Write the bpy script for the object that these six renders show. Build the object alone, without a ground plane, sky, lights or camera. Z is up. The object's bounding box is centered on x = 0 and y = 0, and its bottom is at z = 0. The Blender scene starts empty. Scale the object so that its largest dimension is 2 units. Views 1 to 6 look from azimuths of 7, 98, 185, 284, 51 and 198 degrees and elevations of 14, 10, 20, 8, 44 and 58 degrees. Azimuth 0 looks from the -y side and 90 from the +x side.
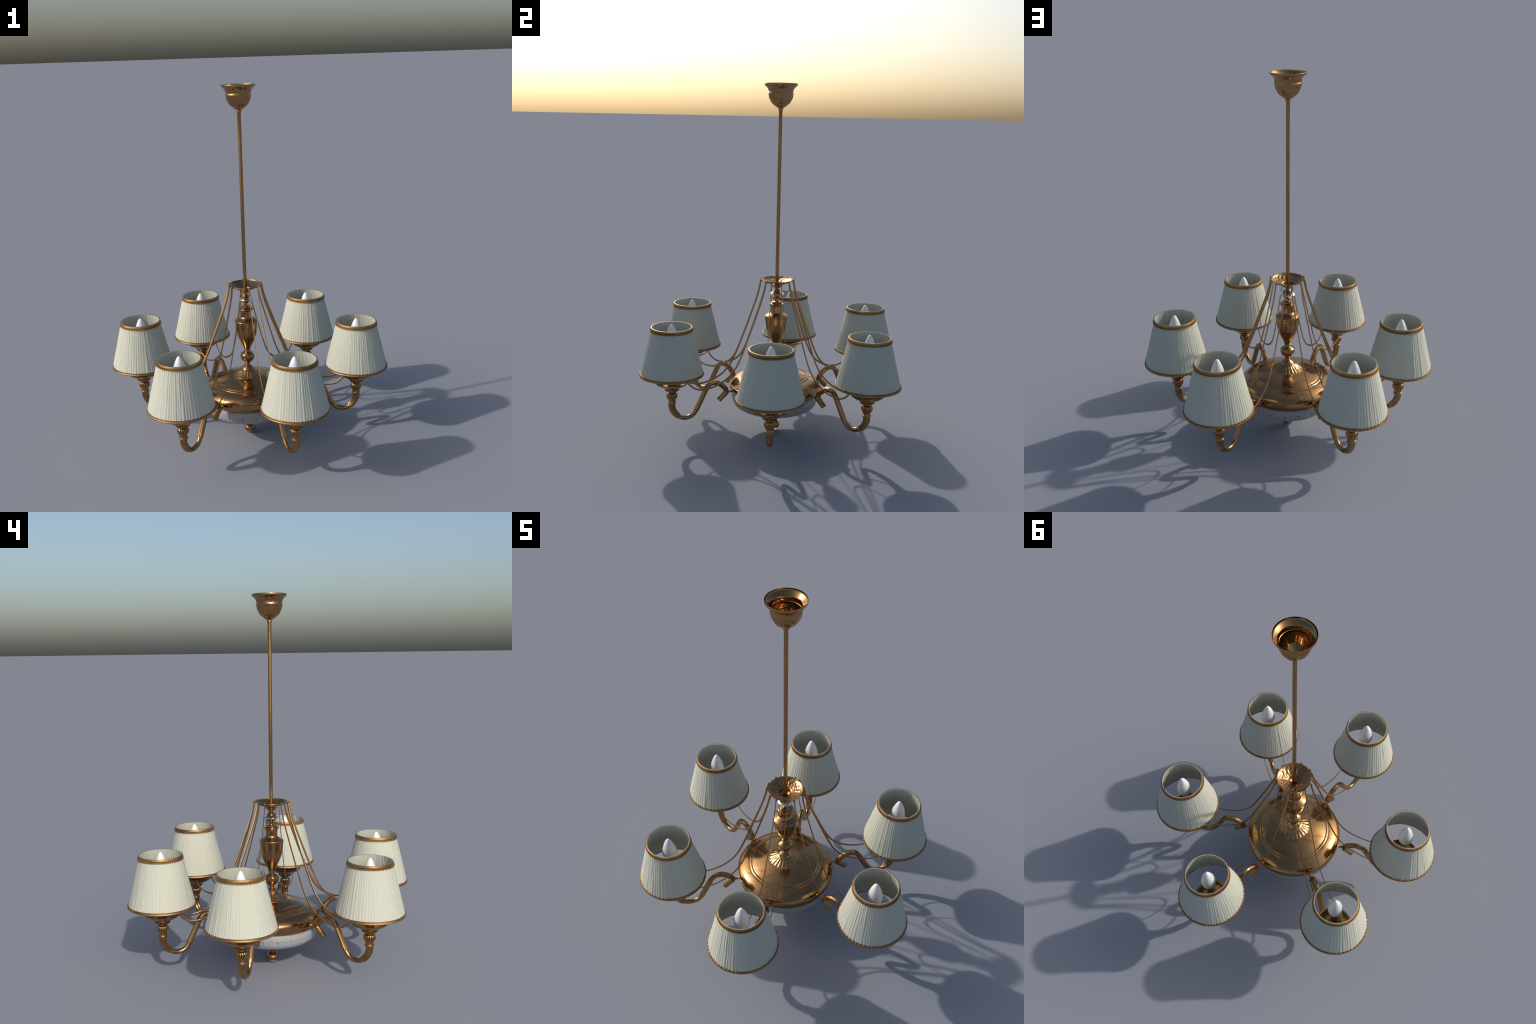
# Six-arm brass chandelier with pleated fabric shades, built part by part.
import bpy, bmesh, math, random
from math import sin, cos, pi, tau, radians, hypot, atan2
from mathutils import Vector, noise

random.seed(7)
AX, AY = 0.001, 0.009                      # the vertical axis of the chandelier
ARM_ANGLES = [4.9, 60.4, 125.5, 179.0, -115.8, -60.0]
HOOK_SHIFT = [0.0, 10.5, -1.0, 10.5, 0.3, 8.0]   # the crown hooks are not quite in line with the arms
HOOK_HALF = 18.3
R_LAMP = 0.620

# ------------------------------------------------------------------ materials
def new_mat(name):
    m = bpy.data.materials.new(name)
    m.use_nodes = True
    nt = m.node_tree
    return m, nt, nt.nodes, nt.links, nt.nodes["Principled BSDF"]

def ramp(nodes, stops):
    r = nodes.new("ShaderNodeValToRGB")
    el = r.color_ramp.elements
    while len(el) < len(stops):
        el.new(0.5)
    for e, (p, c) in zip(el, stops):
        e.position = p
        e.color = (*c, 1) if len(c) == 3 else c
    return r

def noise_node(nodes, links, vec, scale, detail=3, rough=0.55):
    n = nodes.new("ShaderNodeTexNoise")
    n.inputs["Scale"].default_value = scale
    n.inputs["Detail"].default_value = detail
    n.inputs["Roughness"].default_value = rough
    links.new(vec, n.inputs["Vector"])
    return n

def brass(name, light, dark, rough, grain=0.05, grain_scale=160.0, spots=(0.25, 0.10, 0.035)):
    m, nt, N, L, b = new_mat(name)
    tc = N.new("ShaderNodeTexCoord")
    vec = tc.outputs["Object"]
    n1 = noise_node(N, L, vec, 14, 4)
    c1 = ramp(N, [(0.35, dark), (0.62, light)])
    L.new(n1.outputs["Fac"], c1.inputs["Fac"])
    # small reddish tarnish flecks
    n2 = noise_node(N, L, vec, 60, 5, 0.65)
    c2 = ramp(N, [(0.60, (0, 0, 0)), (0.74, (1, 1, 1))])
    L.new(n2.outputs["Fac"], c2.inputs["Fac"])
    mul = N.new("ShaderNodeMath"); mul.operation = "MULTIPLY"; mul.inputs[1].default_value = 0.22
    L.new(c2.outputs["Color"], mul.inputs[0])
    mix = N.new("ShaderNodeMix"); mix.data_type = "RGBA"
    L.new(mul.outputs[0], mix.inputs["Factor"])
    L.new(c1.outputs["Color"], mix.inputs["A"])
    mix.inputs["B"].default_value = (*spots, 1)
    L.new(mix.outputs["Result"], b.inputs["Base Color"])
    b.inputs["Metallic"].default_value = 1.0
    mr = N.new("ShaderNodeMapRange")
    mr.inputs["From Min"].default_value = 0.3; mr.inputs["From Max"].default_value = 0.7
    mr.inputs["To Min"].default_value = rough - 0.05; mr.inputs["To Max"].default_value = rough + 0.07
    L.new(n1.outputs["Fac"], mr.inputs["Value"])
    L.new(mr.outputs["Result"], b.inputs["Roughness"])
    n3 = noise_node(N, L, vec, grain_scale, 3)
    bp = N.new("ShaderNodeBump")
    bp.inputs["Strength"].default_value = grain
    bp.inputs["Distance"].default_value = 0.002
    L.new(n3.outputs["Fac"], bp.inputs["Height"])
    L.new(bp.outputs["Normal"], b.inputs["Normal"])
    return m

POLISHED = brass("polished_brass", (0.44, 0.255, 0.112), (0.38, 0.215, 0.092), 0.15, 0.02, 60)
CAST = brass("cast_brass", (0.43, 0.25, 0.108), (0.33, 0.19, 0.08), 0.27, 0.10, 180)
BRAID = brass("gilt_braid", (0.45, 0.27, 0.115), (0.31, 0.18, 0.075), 0.50, 0.30, 420)
CHAIN = brass("chain_brass", (0.50, 0.30, 0.13), (0.42, 0.245, 0.105), 0.33, 0.35, 300)

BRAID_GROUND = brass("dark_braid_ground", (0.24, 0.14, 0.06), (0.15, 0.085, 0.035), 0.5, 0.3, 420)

def fabric():
    m, nt, N, L, b = new_mat("pleated_fabric")
    tc = N.new("ShaderNodeTexCoord")
    mp = N.new("ShaderNodeMapping")
    mp.inputs["Scale"].default_value = (1, 1, 0.02)
    L.new(tc.outputs["Object"], mp.inputs["Vector"])
    n = noise_node(N, L, mp.outputs["Vector"], 130, 4, 0.6)
    c = ramp(N, [(0.3, (0.495, 0.51, 0.43)), (0.7, (0.525, 0.53, 0.446))])
    L.new(n.outputs["Fac"], c.inputs["Fac"])
    L.new(c.outputs["Color"], b.inputs["Base Color"])
    b.inputs["Roughness"].default_value = 0.85
    b.inputs["Specular IOR Level"].default_value = 0.2
    bp = N.new("ShaderNodeBump")
    bp.inputs["Strength"].default_value = 0.05
    bp.inputs["Distance"].default_value = 0.002
    L.new(n.outputs["Fac"], bp.inputs["Height"])
    L.new(bp.outputs["Normal"], b.inputs["Normal"])
    return m
FABRIC = fabric()

def plain(name, col, rough, spec=0.5, **kw):
    m, nt, N, L, b = new_mat(name)
    tc = N.new("ShaderNodeTexCoord")
    n = noise_node(N, L, tc.outputs["Object"], 18, 3)
    c = ramp(N, [(0.3, tuple(x * 0.93 for x in col)), (0.7, col)])
    L.new(n.outputs["Fac"], c.inputs["Fac"])
    L.new(c.outputs["Color"], b.inputs["Base Color"])
    b.inputs["Roughness"].default_value = rough
    b.inputs["Specular IOR Level"].default_value = spec
    for k, v in kw.items():
        b.inputs[k].default_value = v
    return m
BULB = plain("opal_bulb_glass", (0.82, 0.82, 0.83), 0.25)
OPAL = plain("opal_bowl_glass", (0.47, 0.48, 0.51), 0.30, **{"Subsurface Radius": (1.0, 1.0, 1.0), "Subsurface Weight": 0.7, "Subsurface Scale": 0.05, "Transmission Weight": 0.25})

def glass(name, rough, silver):
    m, nt, N, L, b = new_mat(name)
    tc = N.new("ShaderNodeTexCoord")
    n = noise_node(N, L, tc.outputs["Object"], 40, 2)
    c = ramp(N, [(0.3, (0.93, 0.96, 1.0)), (0.7, (1, 1, 1))])
    L.new(n.outputs["Fac"], c.inputs["Fac"])
    L.new(c.outputs["Color"], b.inputs["Base Color"])
    b.inputs["Transmission Weight"].default_value = 1.0
    b.inputs["Roughness"].default_value = rough
    b.inputs["Metallic"].default_value = silver
    b.inputs["IOR"].default_value = 1.55
    return m
CRYSTAL = glass("cut_crystal", 0.02, 0.85)
TIP_GLASS = plain("frosted_tip_glass", (0.36, 0.36, 0.38), 0.25, 0.5, **{"Transmission Weight": 0.6})

def rod_metal():
    # the same brass, roughness stepped by height to place the rod's sun highlights
    m = POLISHED.copy()
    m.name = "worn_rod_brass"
    N, L = m.node_tree.nodes, m.node_tree.links
    tc = N.new("ShaderNodeTexCoord")
    sep = N.new("ShaderNodeSeparateXYZ")
    L.new(tc.outputs["Object"], sep.inputs[0])
    r = ramp(N, [(0.0, (0.42,) * 3), (0.475, (0.42,) * 3), (0.50, (0.20,) * 3), (0.62, (0.20,) * 3), (0.72, (0.33,) * 3), (0.87, (0.33,) * 3), (0.91, (0.14,) * 3)])
    dv = N.new("ShaderNodeMath"); dv.operation = "MULTIPLY"; dv.inputs[1].default_value = 0.5
    L.new(sep.outputs["Z"], dv.inputs[0])
    L.new(dv.outputs[0], r.inputs["Fac"])
    L.new(r.outputs["Color"], N["Principled BSDF"].inputs["Roughness"])
    return m
ROD_METAL = rod_metal()

# ------------------------------------------------------------------ helpers
ROOT = bpy.data.objects.new("chandelier", None)
ROOT.location = (AX, AY, 0)
bpy.context.scene.collection.objects.link(ROOT)
ROOT["label"] = "six-arm brass chandelier with pleated cream fabric lamp shades"
ROOT["category"] = "chandelier"

def obj(name, mesh, parent, loc=(0, 0, 0), rot=0.0, scale=None):
    o = bpy.data.objects.new(name, mesh)
    bpy.context.scene.collection.objects.link(o)
    o.parent = parent
    o.location = loc
    o.rotation_euler = (0, 0, rot)
    if scale:
        o.scale = scale
    return o

def finish(bm, name, mat, angle=38, flat=False):
    bmesh.ops.recalc_face_normals(bm, faces=bm.faces)
    a = radians(angle)
    for f in bm.faces:
        f.smooth = not flat
    if not flat:
        for e in bm.edges:
            if len(e.link_faces) == 2 and e.calc_face_angle(0) > a:
                e.smooth = False
    me = bpy.data.meshes.new(name)
    bm.to_mesh(me)
    bm.free()
    me.materials.append(mat)
    return me

def smooth_profile(runs, step=5):
    """runs: list of runs of (r, z); each run is rounded by Catmull-Rom, runs meet at corners."""
    out = []
    for run in runs:
        if len(run) < 3:
            pts = list(run)
        else:
            p = [Vector(q).to_3d() for q in run]
            p = [p[0] * 2 - p[1]] + p + [p[-1] * 2 - p[-2]]
            pts = []
            for i in range(1, len(p) - 2):
                a, b, c, d = p[i - 1:i + 3]
                for k in range(step):
                    t = k / step
                    q = 0.5 * (2 * b + (c - a) * t + (2 * a - 5 * b + 4 * c - d) * t * t + (3 * b - a - 3 * c + d) * t ** 3)
                    pts.append((q.x, q.y))
            pts.append(tuple(run[-1]))
        if out and hypot(out[-1][0] - pts[0][0], out[-1][1] - pts[0][1]) < 1e-6:
            pts = pts[1:]
        out += pts
    return out

def lathe(bm, prof, seg=96, centre=(0, 0), shape=None, close=False):
    """Turn a profile round the z axis. shape(i, a, r, z) -> (r, z) gives flutes and relief."""
    rings = []
    for i, (r, z) in enumerate(prof):
        if r < 1e-5:
            rings.append([bm.verts.new((centre[0], centre[1], z))])
            continue
        ring = []
        for k in range(seg):
            a = tau * k / seg
            rr, zz = shape(i, a, r, z) if shape else (r, z)
            ring.append(bm.verts.new((centre[0] + rr * cos(a), centre[1] + rr * sin(a), zz)))
        rings.append(ring)
    pairs = list(zip(rings, rings[1:]))
    if close:
        pairs.append((rings[-1], rings[0]))
    for A, B in pairs:
        for k in range(seg):
            k2 = (k + 1) % seg
            if len(A) == 1 and len(B) == 1:
                break
            if len(A) == 1:
                bm.faces.new((A[0], B[k], B[k2]))
            elif len(B) == 1:
                bm.faces.new((A[k], A[k2], B[0]))
            else:
                bm.faces.new((A[k], A[k2], B[k2], B[k]))
    if not close:
        for R in (rings[0], rings[-1]):
            if len(R) > 2:
                bm.faces.new(R)
    return rings

def curve_points(pts, step=8):
    """Catmull-Rom through 3D points."""
    p = [Vector(q) for q in pts]
    p = [p[0] * 2 - p[1]] + p + [p[-1] * 2 - p[-2]]
    out = []
    for i in range(1, len(p) - 2):
        a, b, c, d = p[i - 1:i + 3]
        for k in range(step):
            t = k / step
            out.append(0.5 * (2 * b + (c - a) * t + (2 * a - 5 * b + 4 * c - d) * t * t + (3 * b - a - 3 * c + d) * t ** 3))
    out.append(p[-2])
    return out

def resample(pts, n):
    d = [0.0]
    for a, b in zip(pts, pts[1:]):
        d.append(d[-1] + (b - a).length)
    out, j = [], 0
    for i in range(n):
        s = d[-1] * i / (n - 1)
        while j < len(d) - 2 and d[j + 1] < s:
            j += 1
        t = (s - d[j]) / max(1e-9, d[j + 1] - d[j])
        out.append(pts[j].lerp(pts[j + 1], min(1, max(0, t))))
    return out, d[-1]

def sweep(bm, pts, radius, seg=24, flutes=0, depth=0.0, squash=1.0):
    """Tube along a curve in the xz plane; radius(t); squash = thickness across the plane."""
    n = len(pts)
    rings = []
    side = Vector((0, 1, 0))
    for i, p in enumerate(pts):
        tan = (pts[min(n - 1, i + 1)] - pts[max(0, i - 1)]).normalized()
        up = side.cross(tan).normalized()
        r = radius(i / (n - 1))
        ring = []
        for k in range(seg):
            a = tau * k / seg
            q = r * (1 - depth * (0.5 - 0.5 * cos(flutes * a))) if flutes else r
            ring.append(bm.verts.new(p + up * q * cos(a) + side * q * squash * sin(a)))
        rings.append(ring)
    for A, B in zip(rings, rings[1:]):
        for k in range(seg):
            k2 = (k + 1) % seg
            bm.faces.new((A[k], A[k2], B[k2], B[k]))
    bm.faces.new(rings[0])
    bm.faces.new(rings[-1])

def ball(bm, loc, r, u=10, v=7, scale=(1, 1, 1)):
    res = bmesh.ops.create_uvsphere(bm, u_segments=u, v_segments=v, radius=r)
    for w in res["verts"]:
        w.co = Vector((w.co.x * scale[0], w.co.y * scale[1], w.co.z * scale[2])) + Vector(loc)
    return res["verts"]

# ------------------------------------------------------------------ ceiling canopy and rod
bm = bmesh.new()
outer = smooth_profile([
    [(0.0102, 1.8550), (0.0128, 1.8550), (0.0140, 1.8572), (0.0139, 1.8625), (0.0134, 1.8650)],
    [(0.0146, 1.8664), (0.0200, 1.8700), (0.0309, 1.8780), (0.0488, 1.8929), (0.0582, 1.9085), (0.0652, 1.9235), (0.0684, 1.9400)],
    [(0.0692, 1.9412), (0.0697, 1.9450), (0.0690, 1.9490), (0.0680, 1.9520)],
    [(0.0680, 1.9540), (0.0687, 1.9620), (0.0722, 1.9710), (0.0790, 1.9790), (0.0870, 1.9860), (0.0908, 1.9890)],
    [(0.0914, 1.9905), (0.0916, 1.9945), (0.0914, 1.9985), (0.0908, 2.0000)]])
inner = smooth_profile([
    [(0.0896, 2.0000), (0.0892, 1.9985)],
    [(0.0892, 1.9945), (0.0868, 1.9905)],
    [(0.0850, 1.9885), (0.0770, 1.9820), (0.0690, 1.9740), (0.0658, 1.9640), (0.0655, 1.9530)],
    [(0.0630, 1.9515), (0.0632, 1.9470)],
    [(0.0650, 1.9440), (0.0620, 1.9240), (0.0545, 1.9080), (0.0450, 1.8945), (0.0280, 1.8820), (0.0102, 1.8720)]])
def canopy_leaves(i, a, r, z):
    # pressed tear-drop leaves round the cup: raised panels with a sunk outline
    if 1.868 < z < 1.936:
        u = min(1.0, max(0.0, (z - 1.870) / 0.061))
        t = ((a - radians(30)) * 6 / tau + 0.5) % 1.0 - 0.5
        half = 0.0088 * max(0.0, sin(pi * u ** 1.6)) ** 0.55
        d = abs(t) * tau / 6 * max(r, 0.012) - half
        if 0 < u < 1:
            r += 0.0007 * max(0.0, min(1.0, -d / 0.002)) - 0.0013 * max(0.0, 1 - abs(d) / 0.0018)
    elif 1.953 < z < 1.974:
        # worn stamped frieze under the lip
        t = (a * 9 / tau) % 1.0
        if 0.12 < t < 0.88:
            r += 0.0011 * noise.noise(Vector((cos(a) * 26, sin(a) * 26, z * 240))) - 0.0004
    return r, z
lathe(bm, outer + inner, 360, shape=canopy_leaves, close=True)
canopy = obj("canopy", finish(bm, "canopy", POLISHED, 50), ROOT)

bm = bmesh.new()
lathe(bm, [(0.0, 0.8710), (0.0101, 0.8710), (0.0101, 1.8800), (0.0, 1.8800)], 32)
rod = obj("rod", finish(bm, "rod", ROD_METAL), ROOT)

# ------------------------------------------------------------------ crown bowl (chains hang from its rim)
crown_prof = smooth_profile([
    [(0.0110, 0.8540), (0.0118, 0.8555), (0.0190, 0.8585), (0.0225, 0.8605)],
    [(0.0225, 0.8620), (0.0300, 0.8680), (0.0345, 0.8745)],
    [(0.0350, 0.8760), (0.0480, 0.8820), (0.0660, 0.8890), (0.0800, 0.8970), (0.0880, 0.9040)],
    [(0.0895, 0.9052), (0.0890, 0.9070), (0.0872, 0.9068)],
    [(0.0865, 0.9050), (0.0780, 0.8985), (0.0650, 0.8915), (0.0500, 0.8855), (0.0350, 0.8800)],
    [(0.0330, 0.8790), (0.0300, 0.8750), (0.0300, 0.8690)],
    [(0.0285, 0.8665), (0.0220, 0.8655), (0.0170, 0.8625)],
    [(0.0160, 0.8620), (0.0108, 0.8600)]], 6)
def crown_relief(i, a, r, z):
    # embossed acanthus leaves inside the flared wall
    f = i / len(crown_prof)
    if 0.50 < f < 0.80 and 0.034 < r < 0.086:
        s = sin(pi * (r - 0.034) / 0.052)
        vein = 0.5 + 0.5 * cos(16 * a + 2.2 * sin(90 * r))
        lump = noise.noise(Vector((cos(a) * r * 130, sin(a) * r * 130, 3.0)))
        z += s * (0.0016 * vein + 0.0020 * lump)
    return r, z
bm = bmesh.new()
lathe(bm, crown_prof, 192, shape=crown_relief, close=True)
crown = obj("crown_bowl", finish(bm, "crown_bowl", CAST), ROOT)
# lug that carries each pair of chain ends
bm = bmesh.new()
lathe(bm, smooth_profile([[(0.0, -0.004), (0.0022, -0.004)], [(0.0030, -0.003), (0.0030, 0.0055)], [(0.0024, 0.0068), (0.0, 0.0072)]]), 12, centre=(0.003, 0))
lathe(bm, [(0.0, -0.0015), (0.0042, -0.0015), (0.0042, 0.0022), (0.0, 0.0022)], 12, centre=(-0.002, 0))
lug_me = finish(bm, "chain_lug", CAST)

# solid plug coloured black for the darkness inside the crown's hole
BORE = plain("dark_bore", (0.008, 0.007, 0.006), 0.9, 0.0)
bm = bmesh.new()
lathe(bm, [(0.0, 0.8480), (0.0101, 0.8480), (0.0101, 0.8548), (0.0, 0.8548)], 24)
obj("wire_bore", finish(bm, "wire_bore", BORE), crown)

# ------------------------------------------------------------------ turned column
bm = bmesh.new()
col = smooth_profile([
    [(0.0, 0.8385), (0.0102, 0.8385)], [(0.0102, 0.8550), (0.0106, 0.8560)],
    [(0.0118, 0.8545), (0.0116, 0.8505), (0.0150, 0.8455), (0.0185, 0.8415), (0.0180, 0.8390)],
    [(0.0195, 0.8385), (0.0200, 0.8365), (0.0180, 0.8350)],
    [(0.0275, 0.8330), (0.0280, 0.8312), (0.0265, 0.8298), (0.0, 0.8298)]])
lathe(bm, col, 64)
collar_top = obj("crystal_cap", finish(bm, "crystal_cap", CAST), ROOT)

bm = bmesh.new()
F = 14
prof = [(0.010, 0.8325), (0.0250, 0.8325), (0.0345, 0.8290), (0.0425, 0.8205), (0.0425, 0.8185), (0.0340, 0.8110), (0.0250, 0.8085), (0.010, 0.8085)]
# alternate rings are turned half a facet so the faces become triangles and kites
rings = []
for i, (r, z) in enumerate(prof):
    off = 0.5 * (i % 2)
    rings.append([bm.verts.new((r * cos(tau * (k + off) / F), r * sin(tau * (k + off) / F), z)) for k in range(F)])
for i, (A, B) in enumerate(zip(rings, rings[1:])):
    for k in range(F):
        k2 = (k + 1) % F
        if i % 2 == 0:
            bm.faces.new((A[k], A[k2], B[k])); bm.faces.new((A[k2], B[k2], B[k]))
        else:
            bm.faces.new((A[k], B[k2], B[k])); bm.faces.new((A[k], A[k2], B[k2]))
bm.faces.new(rings[0]); bm.faces.new(rings[-1])
crystal = obj("crystal_disc", finish(bm, "crystal_disc", CRYSTAL, flat=True), ROOT)

bm = bmesh.new()
col = smooth_profile([
    [(0.0, 0.8120), (0.0255, 0.8120)],
    [(0.0272, 0.8105), (0.0275, 0.8085), (0.0260, 0.8070)],
    [(0.0240, 0.8050), (0.0190, 0.8010), (0.0125, 0.7965), (0.0112, 0.7900), (0.0114, 0.7800), (0.0140, 0.7775)],
    [(0.0275, 0.7768), (0.0290, 0.7755), (0.0290, 0.7705), (0.0275, 0.7690)],
    [(0.0300, 0.7680), (0.0390, 0.7660), (0.0420, 0.7625), (0.0400, 0.7580), (0.0340, 0.7520)],
    [(0.0345, 0.7500), (0.0333, 0.7430), (0.0324, 0.7330), (0.0324, 0.7230), (0.0342, 0.7150), (0.0400, 0.7085), (0.0510, 0.7030), (0.0590, 0.6985)],
    [(0.0605, 0.6970), (0.0652, 0.6940), (0.0662, 0.6890), (0.0655, 0.6840)],
    [(0.0645, 0.6825), (0.0642, 0.6750), (0.0622, 0.6500), (0.0588, 0.6280), (0.0540, 0.6080), (0.0465, 0.5870), (0.0380, 0.5680), (0.0290, 0.5500), (0.0220, 0.5350), (0.0175, 0.5240)],
    [(0.0165, 0.5215), (0.0185, 0.5195), (0.0185, 0.5165), (0.0165, 0.5145)],
    [(0.0160, 0.5110), (0.0175, 0.5060), (0.0250, 0.5020), (0.0320, 0.4970)],
    [(0.0325, 0.4960), (0.0385, 0.4900), (0.0398, 0.4800), (0.0385, 0.4690), (0.0330, 0.4570), (0.0240, 0.4480), (0.0150, 0.4390), (0.0110, 0.4310)],
    [(0.0112, 0.4290), (0.0130, 0.4275), (0.0135, 0.4250)],
    [(0.0150, 0.4245), (0.0200, 0.4215), (0.0270, 0.4155), (0.0335, 0.4090), (0.0375, 0.4035)],
    [(0.0395, 0.4025), (0.0398, 0.4005), (0.0385, 0.3985)],
    [(0.0360, 0.3930), (0.0, 0.3930)]], 6)
lathe(bm, col, 96)
column = obj("column", finish(bm, "column", POLISHED), ROOT)

# fluted rosette where the column sits on the body
bm = bmesh.new()
skirt = smooth_profile([[(0.030, 0.4010), (0.0390, 0.3995), (0.0470, 0.3945), (0.0580, 0.3865), (0.0690, 0.3790), (0.0780, 0.3735), (0.0845, 0.3702)],
                        [(0.0865, 0.3692), (0.0870, 0.3680), (0.0860, 0.3660)],
                        [(0.0800, 0.3650), (0.0300, 0.3700)]], 5)
def skirt_flutes(i, a, r, z):
    s = max(0.0, min(1.0, (r - 0.040) / 0.012)) * max(0.25, min(1.0, (0.0880 - r) / 0.008))
    w = 0.5 + 0.5 * cos(22 * a)
    lump = noise.noise(Vector((cos(a) * r * 90, sin(a) * r * 90, 1.0)))
    d = 0.0021 * s * (1 - w ** 0.6) + 0.0009 * s * lump
    if z > 0.3690:
        z = max(z - d * 0.8, 0.3662)
    return r - 0.35 * d, z
lathe(bm, skirt, 22 * 14, shape=skirt_flutes, close=True)
obj("rosette", finish(bm, "rosette", CAST), ROOT)

# ------------------------------------------------------------------ body: spun brass dish with band
bm = bmesh.new()
dish = smooth_profile([
    [(0.010, 0.3760), (0.050, 0.3745), (0.085, 0.3690), (0.120, 0.3600), (0.155, 0.3485), (0.1815, 0.3378)],
    [(0.1828, 0.3362), (0.1842, 0.3360)],
    [(0.1856, 0.3364), (0.1895, 0.3356), (0.1940, 0.3336), (0.1966, 0.3318)],
    [(0.1970, 0.3308), (0.1978, 0.3303)],
    [(0.1990, 0.3306), (0.2080, 0.3280), (0.2240, 0.3215), (0.2400, 0.3130), (0.2510, 0.3045), (0.2585, 0.2960), (0.2615, 0.2910)],
    [(0.2605, 0.2895), (0.2640, 0.2890), (0.2648, 0.2865)],
    [(0.2650, 0.2800), (0.2650, 0.2690), (0.2630, 0.2580), (0.2580, 0.2470), (0.2495, 0.2375)],
    [(0.2470, 0.2365), (0.2450, 0.2380), (0.2450, 0.2420)],
    [(0.2540, 0.2560), (0.2560, 0.2800), (0.2450, 0.2990), (0.2000, 0.3220), (0.1000, 0.3560), (0.0100, 0.3660)]], 6)
lathe(bm, dish, 160, close=True)
body = obj("body_dish", finish(bm, "body_dish", POLISHED), ROOT)

# milky glass bowl with pressed petals
bm = bmesh.new()
bowl = smooth_profile([
    [(0.2410, 0.2420), (0.2462, 0.2400), (0.2500, 0.2320), (0.2518, 0.2240), (0.2530, 0.2150), (0.2530, 0.2080), (0.2525, 0.2010), (0.2510, 0.1930), (0.2480, 0.1840), (0.2430, 0.1750), (0.2330, 0.1630), (0.2180, 0.1535), (0.1900, 0.1420), (0.1570, 0.1300), (0.1100, 0.1110), (0.0600, 0.0985), (0.0220, 0.0945)],
    [(0.0200, 0.0980), (0.0600, 0.1060), (0.1100, 0.1260), (0.1700, 0.1560), (0.2150, 0.1830), (0.2380, 0.2080), (0.2380, 0.2380)]], 7)
def petals(i, a, r, z):
    # scalloped arches: flat panels divided by short notches below the plain shoulder
    t = (a * 20 / tau) % 1.0 - 0.5
    e = abs(t) * 2
    if i < 17 * 7 and z < 0.226:
        low = max(0.0, min(1.0, (r - 0.05) / 0.12))
        arch = 0.205 + 0.010 * (1 - e * e)
        step = max(0.0, min(1.0, (arch - z) / 0.012))
        taper = max(0.0, min(1.0, (z - 0.168) / 0.038))
        notch = max(0.0, min(1.0, 1.25 - 1.25 * (1 - e) / (0.06 + 0.16 * taper))) * max(0.0, min(1.0, (0.2085 - z) / 0.006)) * taper
        r -= 0.0020 * step * low + 0.0105 * notch
        z += 0.0012 * step * low
    return r, z
lathe(bm, bowl, 480, shape=petals, close=True)
obj("glass_bowl", finish(bm, "glass_bowl", OPAL, 60), ROOT)

# finial: turned brass knob with a cut glass tip
bm = bmesh.new()
fin = smooth_profile([
    [(0.0, 0.1050), (0.0215, 0.1000)], [(0.0225, 0.0960), (0.0180, 0.0925)],
    [(0.0095, 0.0900), (0.0085, 0.0800), (0.0088, 0.0710)],
    [(0.0115, 0.0705), (0.0150, 0.0680), (0.0140, 0.0640), (0.0120, 0.0615)],
    [(0.0130, 0.0600), (0.0200, 0.0565), (0.0270, 0.0490), (0.0310, 0.0420), (0.0322, 0.0380)],
    [(0.0328, 0.0365), (0.0328, 0.0320)],
    [(0.0318, 0.0300), (0.0285, 0.0240), (0.0262, 0.0190), (0.0, 0.0190)]])
lathe(bm, fin, 48)
finial = obj("finial", finish(bm, "finial", CAST), ROOT)
bm = bmesh.new()
lathe(bm, smooth_profile([[(0.0, 0.0210), (0.0248, 0.0210)], [(0.0248, 0.0180), (0.0235, 0.0125), (0.0200, 0.0070), (0.0130, 0.0022), (0.0, 0.0)]]), 16)
obj("glass_tip", finish(bm, "glass_tip", TIP_GLASS), finial)

# ------------------------------------------------------------------ arm (drawn in the xz plane, x = distance from the axis)
def V(r, z):
    return Vector((r, 0, z))
bm = bmesh.new()
# fluted sleeve under the lamp
p, _ = resample(curve_points([V(R_LAMP, 0.246), V(0.6205, 0.222), V(0.614, 0.198), V(0.600, 0.176), V(0.584, 0.161)]), 28)
sweep(bm, p, lambda t: 0.0198 - 0.0030 * t, 72, 18, 0.07)
# plain bend
p, _ = resample(curve_points([V(0.592, 0.167), V(0.580, 0.157), V(0.563, 0.148), V(0.545, 0.1445), V(0.526, 0.1455), V(0.508, 0.1515), V(0.493, 0.163), V(0.481, 0.180), V(0.474, 0.192)]), 48)
sweep(bm, p, lambda t: 0.0134 - 0.0006 * sin(pi * t), 28)
# fluted straight sleeve
p, _ = resample(curve_points([V(0.4795, 0.182), V(0.466, 0.208), V(0.442, 0.257), V(0.420, 0.302)]), 30)
sweep(bm, p, lambda t: 0.0152 if t > 0.02 else 0.0145, 64, 10, 0.10)
# hook
p, _ = resample(curve_points([V(0.428, 0.286), V(0.418, 0.304), V(0.405, 0.320), V(0.388, 0.3295), V(0.368, 0.3300), V(0.348, 0.3235), V(0.328, 0.3110), V(0.311, 0.2940), V(0.303, 0.2760), V(0.3025, 0.2640)]), 60)
sweep(bm, p, lambda t: 0.0142 + 0.0016 * t, 40, 8, 0.08)
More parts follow.
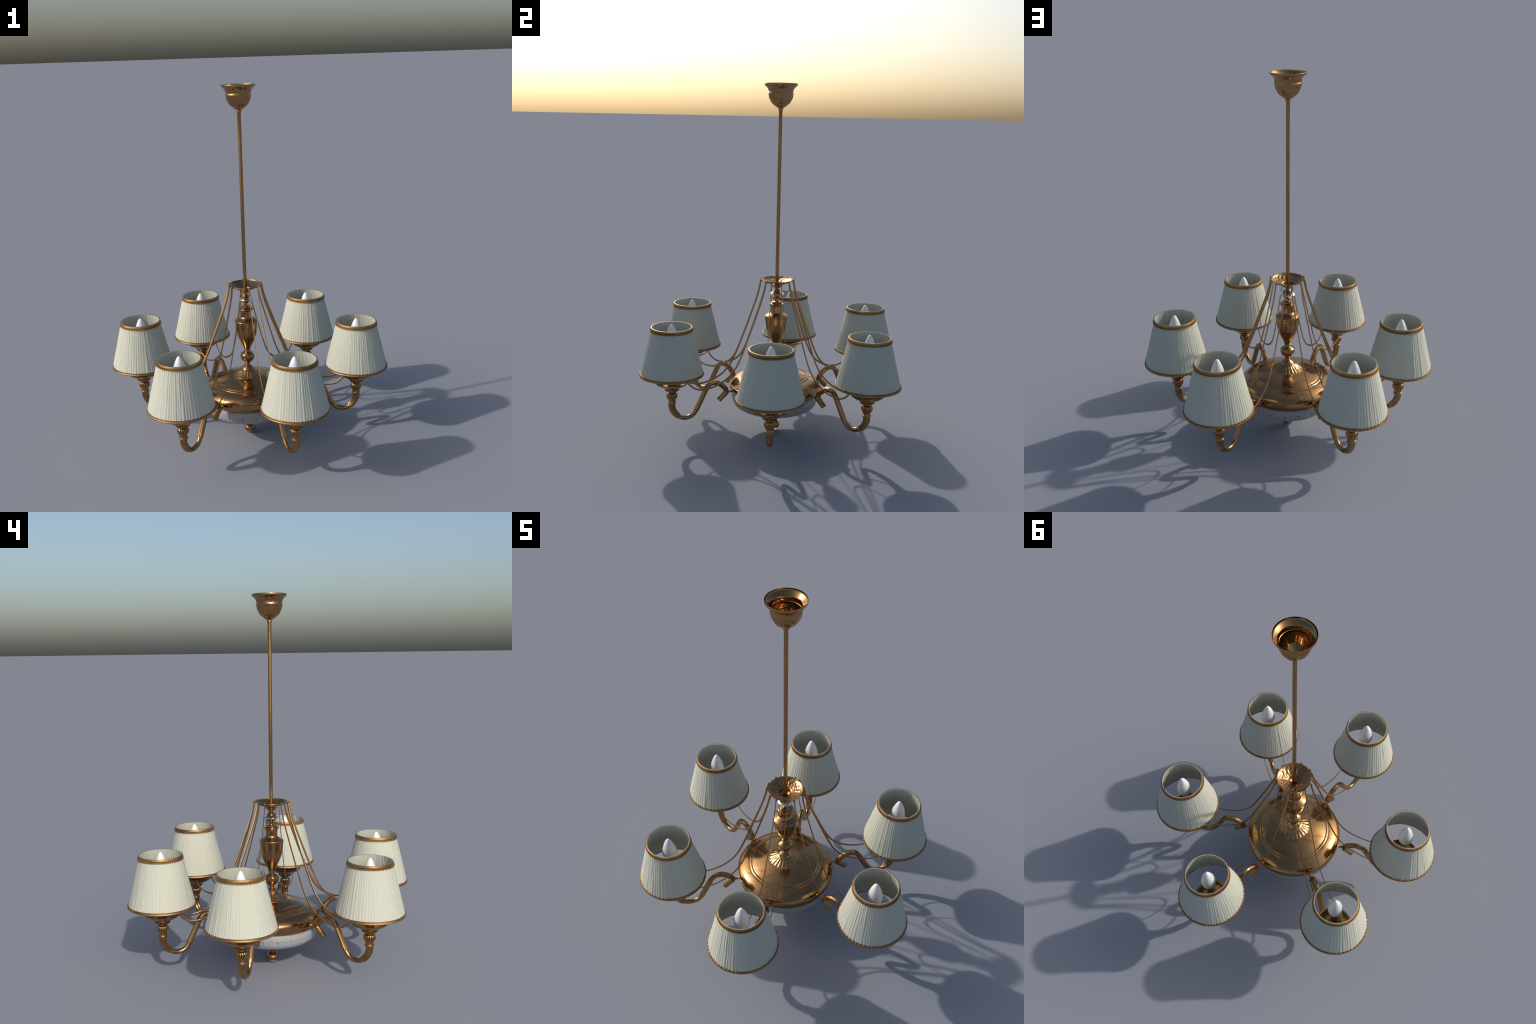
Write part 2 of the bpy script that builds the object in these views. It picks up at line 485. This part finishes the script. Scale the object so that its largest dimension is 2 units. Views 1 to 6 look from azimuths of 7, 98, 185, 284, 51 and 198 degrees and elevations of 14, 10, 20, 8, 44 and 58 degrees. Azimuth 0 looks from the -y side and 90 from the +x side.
# little ring and the cut-off tail
p = [V(0.301, 0.2665), V(0.307, 0.2605)]
sweep(bm, p, lambda t: 0.0176, 28)
p, _ = resample([V(0.302, 0.2655), V(0.327, 0.2420), V(0.347, 0.2235)], 10)
sweep(bm, p, lambda t: 0.0165 - 0.0014 * t, 48, 8, 0.07)
arm_me = finish(bm, "arm", CAST, 35)

# bracket between arm and body
bm = bmesh.new()
p = resample([V(0.250, 0.2680), V(0.300, 0.2680)], 3)[0]
sweep(bm, p, lambda t: 0.0058, 16)
p = resample([V(0.258, 0.2680), V(0.270, 0.2680)], 5)[0]
sweep(bm, p, lambda t: 0.0135 - 0.0075 * t, 20)
p = resample([V(0.281, 0.2680), V(0.289, 0.2680)], 3)[0]
sweep(bm, p, lambda t: 0.0084 - 0.001 * t, 16)
bracket_me = finish(bm, "bracket", CAST, 35)

# fluted socket ball, neck and cup (around the lamp axis)
bm = bmesh.new()
knop = smooth_profile([
    [(0.0, 0.2400), (0.0215, 0.2400)], [(0.0236, 0.2415), (0.0240, 0.2445), (0.0230, 0.2480)], [(0.0208, 0.2490), (0.0200, 0.2560), (0.0205, 0.2620)],
    [(0.0215, 0.2630), (0.0270, 0.2700), (0.0306, 0.2790), (0.0312, 0.2870), (0.0290, 0.2960), (0.0240, 0.3020), (0.0200, 0.3045)],
    [(0.0188, 0.3060), (0.0195, 0.3085), (0.0230, 0.3110)],
    [(0.0330, 0.3130), (0.0385, 0.3170), (0.0408, 0.3220), (0.0400, 0.3260), (0.0, 0.3260)]], 6)
def gadroon(i, a, r, z):
    if 0.262 < z < 0.305:
        s = sin(pi * (z - 0.262) / 0.043)
        w = abs(cos(7 * a))
        r *= 1 - 0.16 * s * (1 - w) ** 1.5
    return r, z
lathe(bm, knop, 14 * 10, shape=gadroon)
knop_me = finish(bm, "socket_cup", CAST, 50)

# drip pan (shallow brass saucer)
bm = bmesh.new()
pan = smooth_profile([
    [(0.0, 0.3262), (0.0400, 0.3262)], [(0.0415, 0.3275), (0.0415, 0.3310), (0.0405, 0.3325)],
    [(0.0430, 0.3345), (0.0520, 0.3375), (0.0640, 0.3420), (0.0760, 0.3482), (0.0870, 0.3560), (0.0935, 0.3625), (0.0962, 0.3672)],
    [(0.0970, 0.3685), (0.0960, 0.3695), (0.0945, 0.3680)],
    [(0.0910, 0.3630), (0.0845, 0.3570), (0.0740, 0.3505), (0.0620, 0.3450), (0.0450, 0.3410), (0.0, 0.3400)]], 6)
lathe(bm, pan, 96)
pan_me = finish(bm, "drip_pan", POLISHED)

bm = bmesh.new()
lathe(bm, smooth_profile([[(0.0, 0.3300), (0.0230, 0.3300)], [(0.0235, 0.3420), (0.0180, 0.3480)], [(0.0172, 0.3520), (0.0172, 0.5300)], [(0.0215, 0.5320), (0.0225, 0.5480), (0.0, 0.5480)]]), 40)
candle_me = finish(bm, "candle_tube", CAST)

bm = bmesh.new()
bulb = smooth_profile([[(0.0, 0.5420), (0.0215, 0.5420)], [(0.0235, 0.5450), (0.0310, 0.5550), (0.0372, 0.5730), (0.0392, 0.5930), (0.0375, 0.6120), (0.0328, 0.6320), (0.0262, 0.6510), (0.0195, 0.6680), (0.0130, 0.6810), (0.0070, 0.6895), (0.0, 0.6930)]], 5)
lathe(bm, bulb, 10)
bulb_me = finish(bm, "bulb", BULB, 60)

# ------------------------------------------------------------------ lamp shade
ZB, ZT, RB, RT = 0.4120, 0.6770, 0.1770, 0.1128
def cone_r(z):
    return RB + (RT - RB) * (z - ZB) / (ZT - ZB)

PLEATS = 72
rnd = random.Random(11)
def make_pleats():
    w = [1 + rnd.uniform(-0.3, 0.3) for _ in range(PLEATS)]
    s = sum(w)
    edges, a = [0.0], 0.0
    for x in w:
        a += x / s
        edges.append(a)
    amp = [rnd.uniform(0.35, 1.0) for _ in range(PLEATS)]
    skew = [rnd.uniform(0.3, 0.7) for _ in range(PLEATS)]
    return edges, amp, skew
def pleat_wave(edges, amp, skew, f, t):
    f = (f + 0.0007 * noise.noise(Vector((cos(tau * f) * 4, sin(tau * f) * 4, t * 2.0)))) % 1.0
    lo, hi = 0, PLEATS
    while hi - lo > 1:
        m = (lo + hi) // 2
        if edges[m] <= f:
            lo = m
        else:
            hi = m
    u = (f - edges[lo]) / (edges[lo + 1] - edges[lo])
    k = skew[lo]
    u = u / k * 0.5 if u < k else 0.5 + (u - k) / (1 - k) * 0.5
    a = amp[lo] * (0.75 + 0.5 * noise.noise(Vector((lo * 1.7, t * 2.5, 9.0))))
    return a * sin(pi * u) ** 0.8
def shade_mesh(name):
    ed, am, sk = make_pleats()
    bm = bmesh.new()
    seg, rows = 496, 14
    outs, ins = [], []
    for j in range(rows + 1):
        t = j / rows
        z = ZB + (0.6792 - ZB) * t
        base = cone_r(z)
        ro, ri = [], []
        for k in range(seg):
            f = k / seg
            d = 0.0034 * (0.72 + 0.28 * (1 - t)) * pleat_wave(ed, am, sk, f, t)
            a = tau * f
            r = base - 0.0040 + d
            ro.append(bm.verts.new((r * cos(a), r * sin(a), z)))
            ri.append(bm.verts.new(((r - 0.0022) * cos(a), (r - 0.0022) * sin(a), z)))
        outs.append(ro); ins.append(ri)
    for S, flip in ((outs, False), (ins, True)):
        for A, B in zip(S, S[1:]):
            for k in range(seg):
                k2 = (k + 1) % seg
                q = (A[k], A[k2], B[k2], B[k])
                bm.faces.new(q[::-1] if flip else q)
    for k in range(seg):
        k2 = (k + 1) % seg
        bm.faces.new((outs[-1][k], outs[-1][k2], ins[-1][k2], ins[-1][k]))
        bm.faces.new((outs[0][k2], outs[0][k], ins[0][k], ins[0][k2]))
    return finish(bm, name, FABRIC, 70)
shade_mes = [shade_mesh("lamp_shade") for _ in range(3)]

def cord(bm, centre, tg, up, rad, w, h, thick, steps=9, start=0.0, span=pi):
    prev = None
    for j in range(steps):
        b = start + span * j / (steps - 1)
        q = centre + tg * w * cos(b) + up * h * sin(b)
        e = tg * cos(b) + up * sin(b)
        ring = [bm.verts.new(q + e * thick * cos(v) + rad * thick * 1.2 * sin(v)) for v in (tau * i / 5 for i in range(5))]
        if prev:
            for i in range(5):
                bm.faces.new((prev[i], prev[(i + 1) % 5], ring[(i + 1) % 5], ring[i]))
        prev = ring

def frame(a, z, off):
    r = cone_r(z) + off
    c = Vector((r * cos(a), r * sin(a), z))
    return c, Vector((-sin(a), cos(a), 0)), Vector((-cos(a) * 0.22, -sin(a) * 0.22, 0.975)), Vector((cos(a), sin(a), 0))

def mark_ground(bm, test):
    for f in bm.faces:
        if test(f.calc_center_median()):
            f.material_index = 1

def trim_top():
    bm = bmesh.new()
    prof = smooth_profile([[(cone_r(0.6605) - 0.0015, 0.6605), (cone_r(0.6610) + 0.0006, 0.6610)], [(cone_r(0.6690) + 0.0010, 0.6690)],
                           [(cone_r(0.6700) + 0.0014, 0.6700), (cone_r(0.6745) + 0.0016, 0.6745), (cone_r(0.6785) + 0.0012, 0.6790), (cone_r(0.6795) - 0.0004, 0.6799)],
                           [(cone_r(0.6795) - 0.0030, 0.6799)], [(cone_r(0.6755) - 0.0030, 0.6760)]], 4)
    lathe(bm, prof, 144, close=True)
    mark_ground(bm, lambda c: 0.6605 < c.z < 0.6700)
    n = 60
    for k in range(n):
        c, tg, up, rad = frame(tau * k / n, 0.6650, 0.0008)
        cord(bm, c, tg, -up, rad, 0.0054, 0.0058, 0.0012, 9, -0.3, pi + 0.6)
        ball(bm, c, 0.0025, 8, 6)
    me = finish(bm, "top_braid", BRAID, 60)
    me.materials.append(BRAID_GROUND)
    return me

def trim_bottom():
    bm = bmesh.new()
    prof = smooth_profile([[(cone_r(0.4100) - 0.006, 0.4105), (cone_r(0.4100) - 0.002, 0.4090), (cone_r(0.4105) + 0.0006, 0.4094), (cone_r(0.4125) + 0.0014, 0.4118), (cone_r(0.4150) + 0.0012, 0.4150)],
                           [(cone_r(0.4160) + 0.0004, 0.4160), (cone_r(0.4220) + 0.0004, 0.4220)], [(cone_r(0.4224) - 0.0020, 0.4224)]], 4)
    prof += [(cone_r(0.4185) - 0.0062, 0.4180)]
    lathe(bm, prof, 144, close=True)
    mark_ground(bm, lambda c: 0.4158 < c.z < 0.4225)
    n = 52
    for k in range(n):
        c, tg, up, rad = frame(tau * k / n, 0.4180, 0.0002)
        ball(bm, c, 0.0021, 8, 6)
        cord(bm, c, tg, up, rad, 0.0086, 0.0048, 0.0011, 10, -0.25, pi + 0.5)   # loop of cord over each bead
    me = finish(bm, "bottom_braid", BRAID, 60)
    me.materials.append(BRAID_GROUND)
    return me
top_me, bottom_me = trim_top(), trim_bottom()

# ------------------------------------------------------------------ chain (flat twisted rope) in its own xz plane
CH_L = 0.455
path = [(0.0, 0.9020), (0.010, 0.850), (0.026, 0.795), (0.052, 0.722), (0.080, 0.646), (0.110, 0.568), (0.140, 0.492), (0.172, 0.426), (0.210, 0.379),
        (0.255, 0.347), (0.300, 0.328), (0.340, 0.319), (0.380, 0.319), (0.415, 0.330), (0.440, 0.350), (0.455, 0.3665)]
bm = bmesh.new()
pts, ln = resample(curve_points([V(*q) for q in path]), 900)
links = 150
def link_r(t):
    return 0.0057 * (0.82 + 0.18 * abs(sin(pi * links * t)))
sweep(bm, pts, link_r, 8, squash=0.38)
chain_me = finish(bm, "chain", CHAIN, 60)

# ------------------------------------------------------------------ assemble the six lights
for k, ang in enumerate(ARM_ANGLES):
    a = radians(ang)
    lamp_loc = (R_LAMP * cos(a), R_LAMP * sin(a), 0)
    arm = obj("arm", arm_me, ROOT, rot=a)
    obj("bracket", bracket_me, arm)
    obj("socket_cup", knop_me, arm, loc=(R_LAMP, 0, 0))
    obj("drip_pan", pan_me, arm, loc=(R_LAMP, 0, 0))
    obj("candle_tube", candle_me, arm, loc=(R_LAMP, 0, 0))
    obj("bulb", bulb_me, ROOT, loc=lamp_loc, rot=a)
    shade = obj("lamp_shade", shade_mes[k % 3], ROOT, loc=lamp_loc, rot=a + 1.3 * k)
    obj("top_braid", top_me, shade)
    obj("bottom_braid", bottom_me, shade)
    for s in (-1, 1):
        h = a + radians(HOOK_SHIFT[k] + s * HOOK_HALF)
        st = Vector((0.0945 * cos(h), 0.0945 * sin(h), 0))
        b = pi - s * radians(38.7)                 # where the chain meets the pan, seen from the lamp
        e = Vector(lamp_loc) + Vector((0.0965 * cos(a + b), 0.0965 * sin(a + b), 0))
        d = e - st
        obj("chain", chain_me, ROOT, loc=st, rot=atan2(d.y, d.x), scale=(d.length / CH_L, 1, 1))
        obj("chain_lug", lug_me, crown, loc=(0.0900 * cos(h), 0.0900 * sin(h), 0.9015), rot=h, scale=(1.3, 1.3, 1.15))
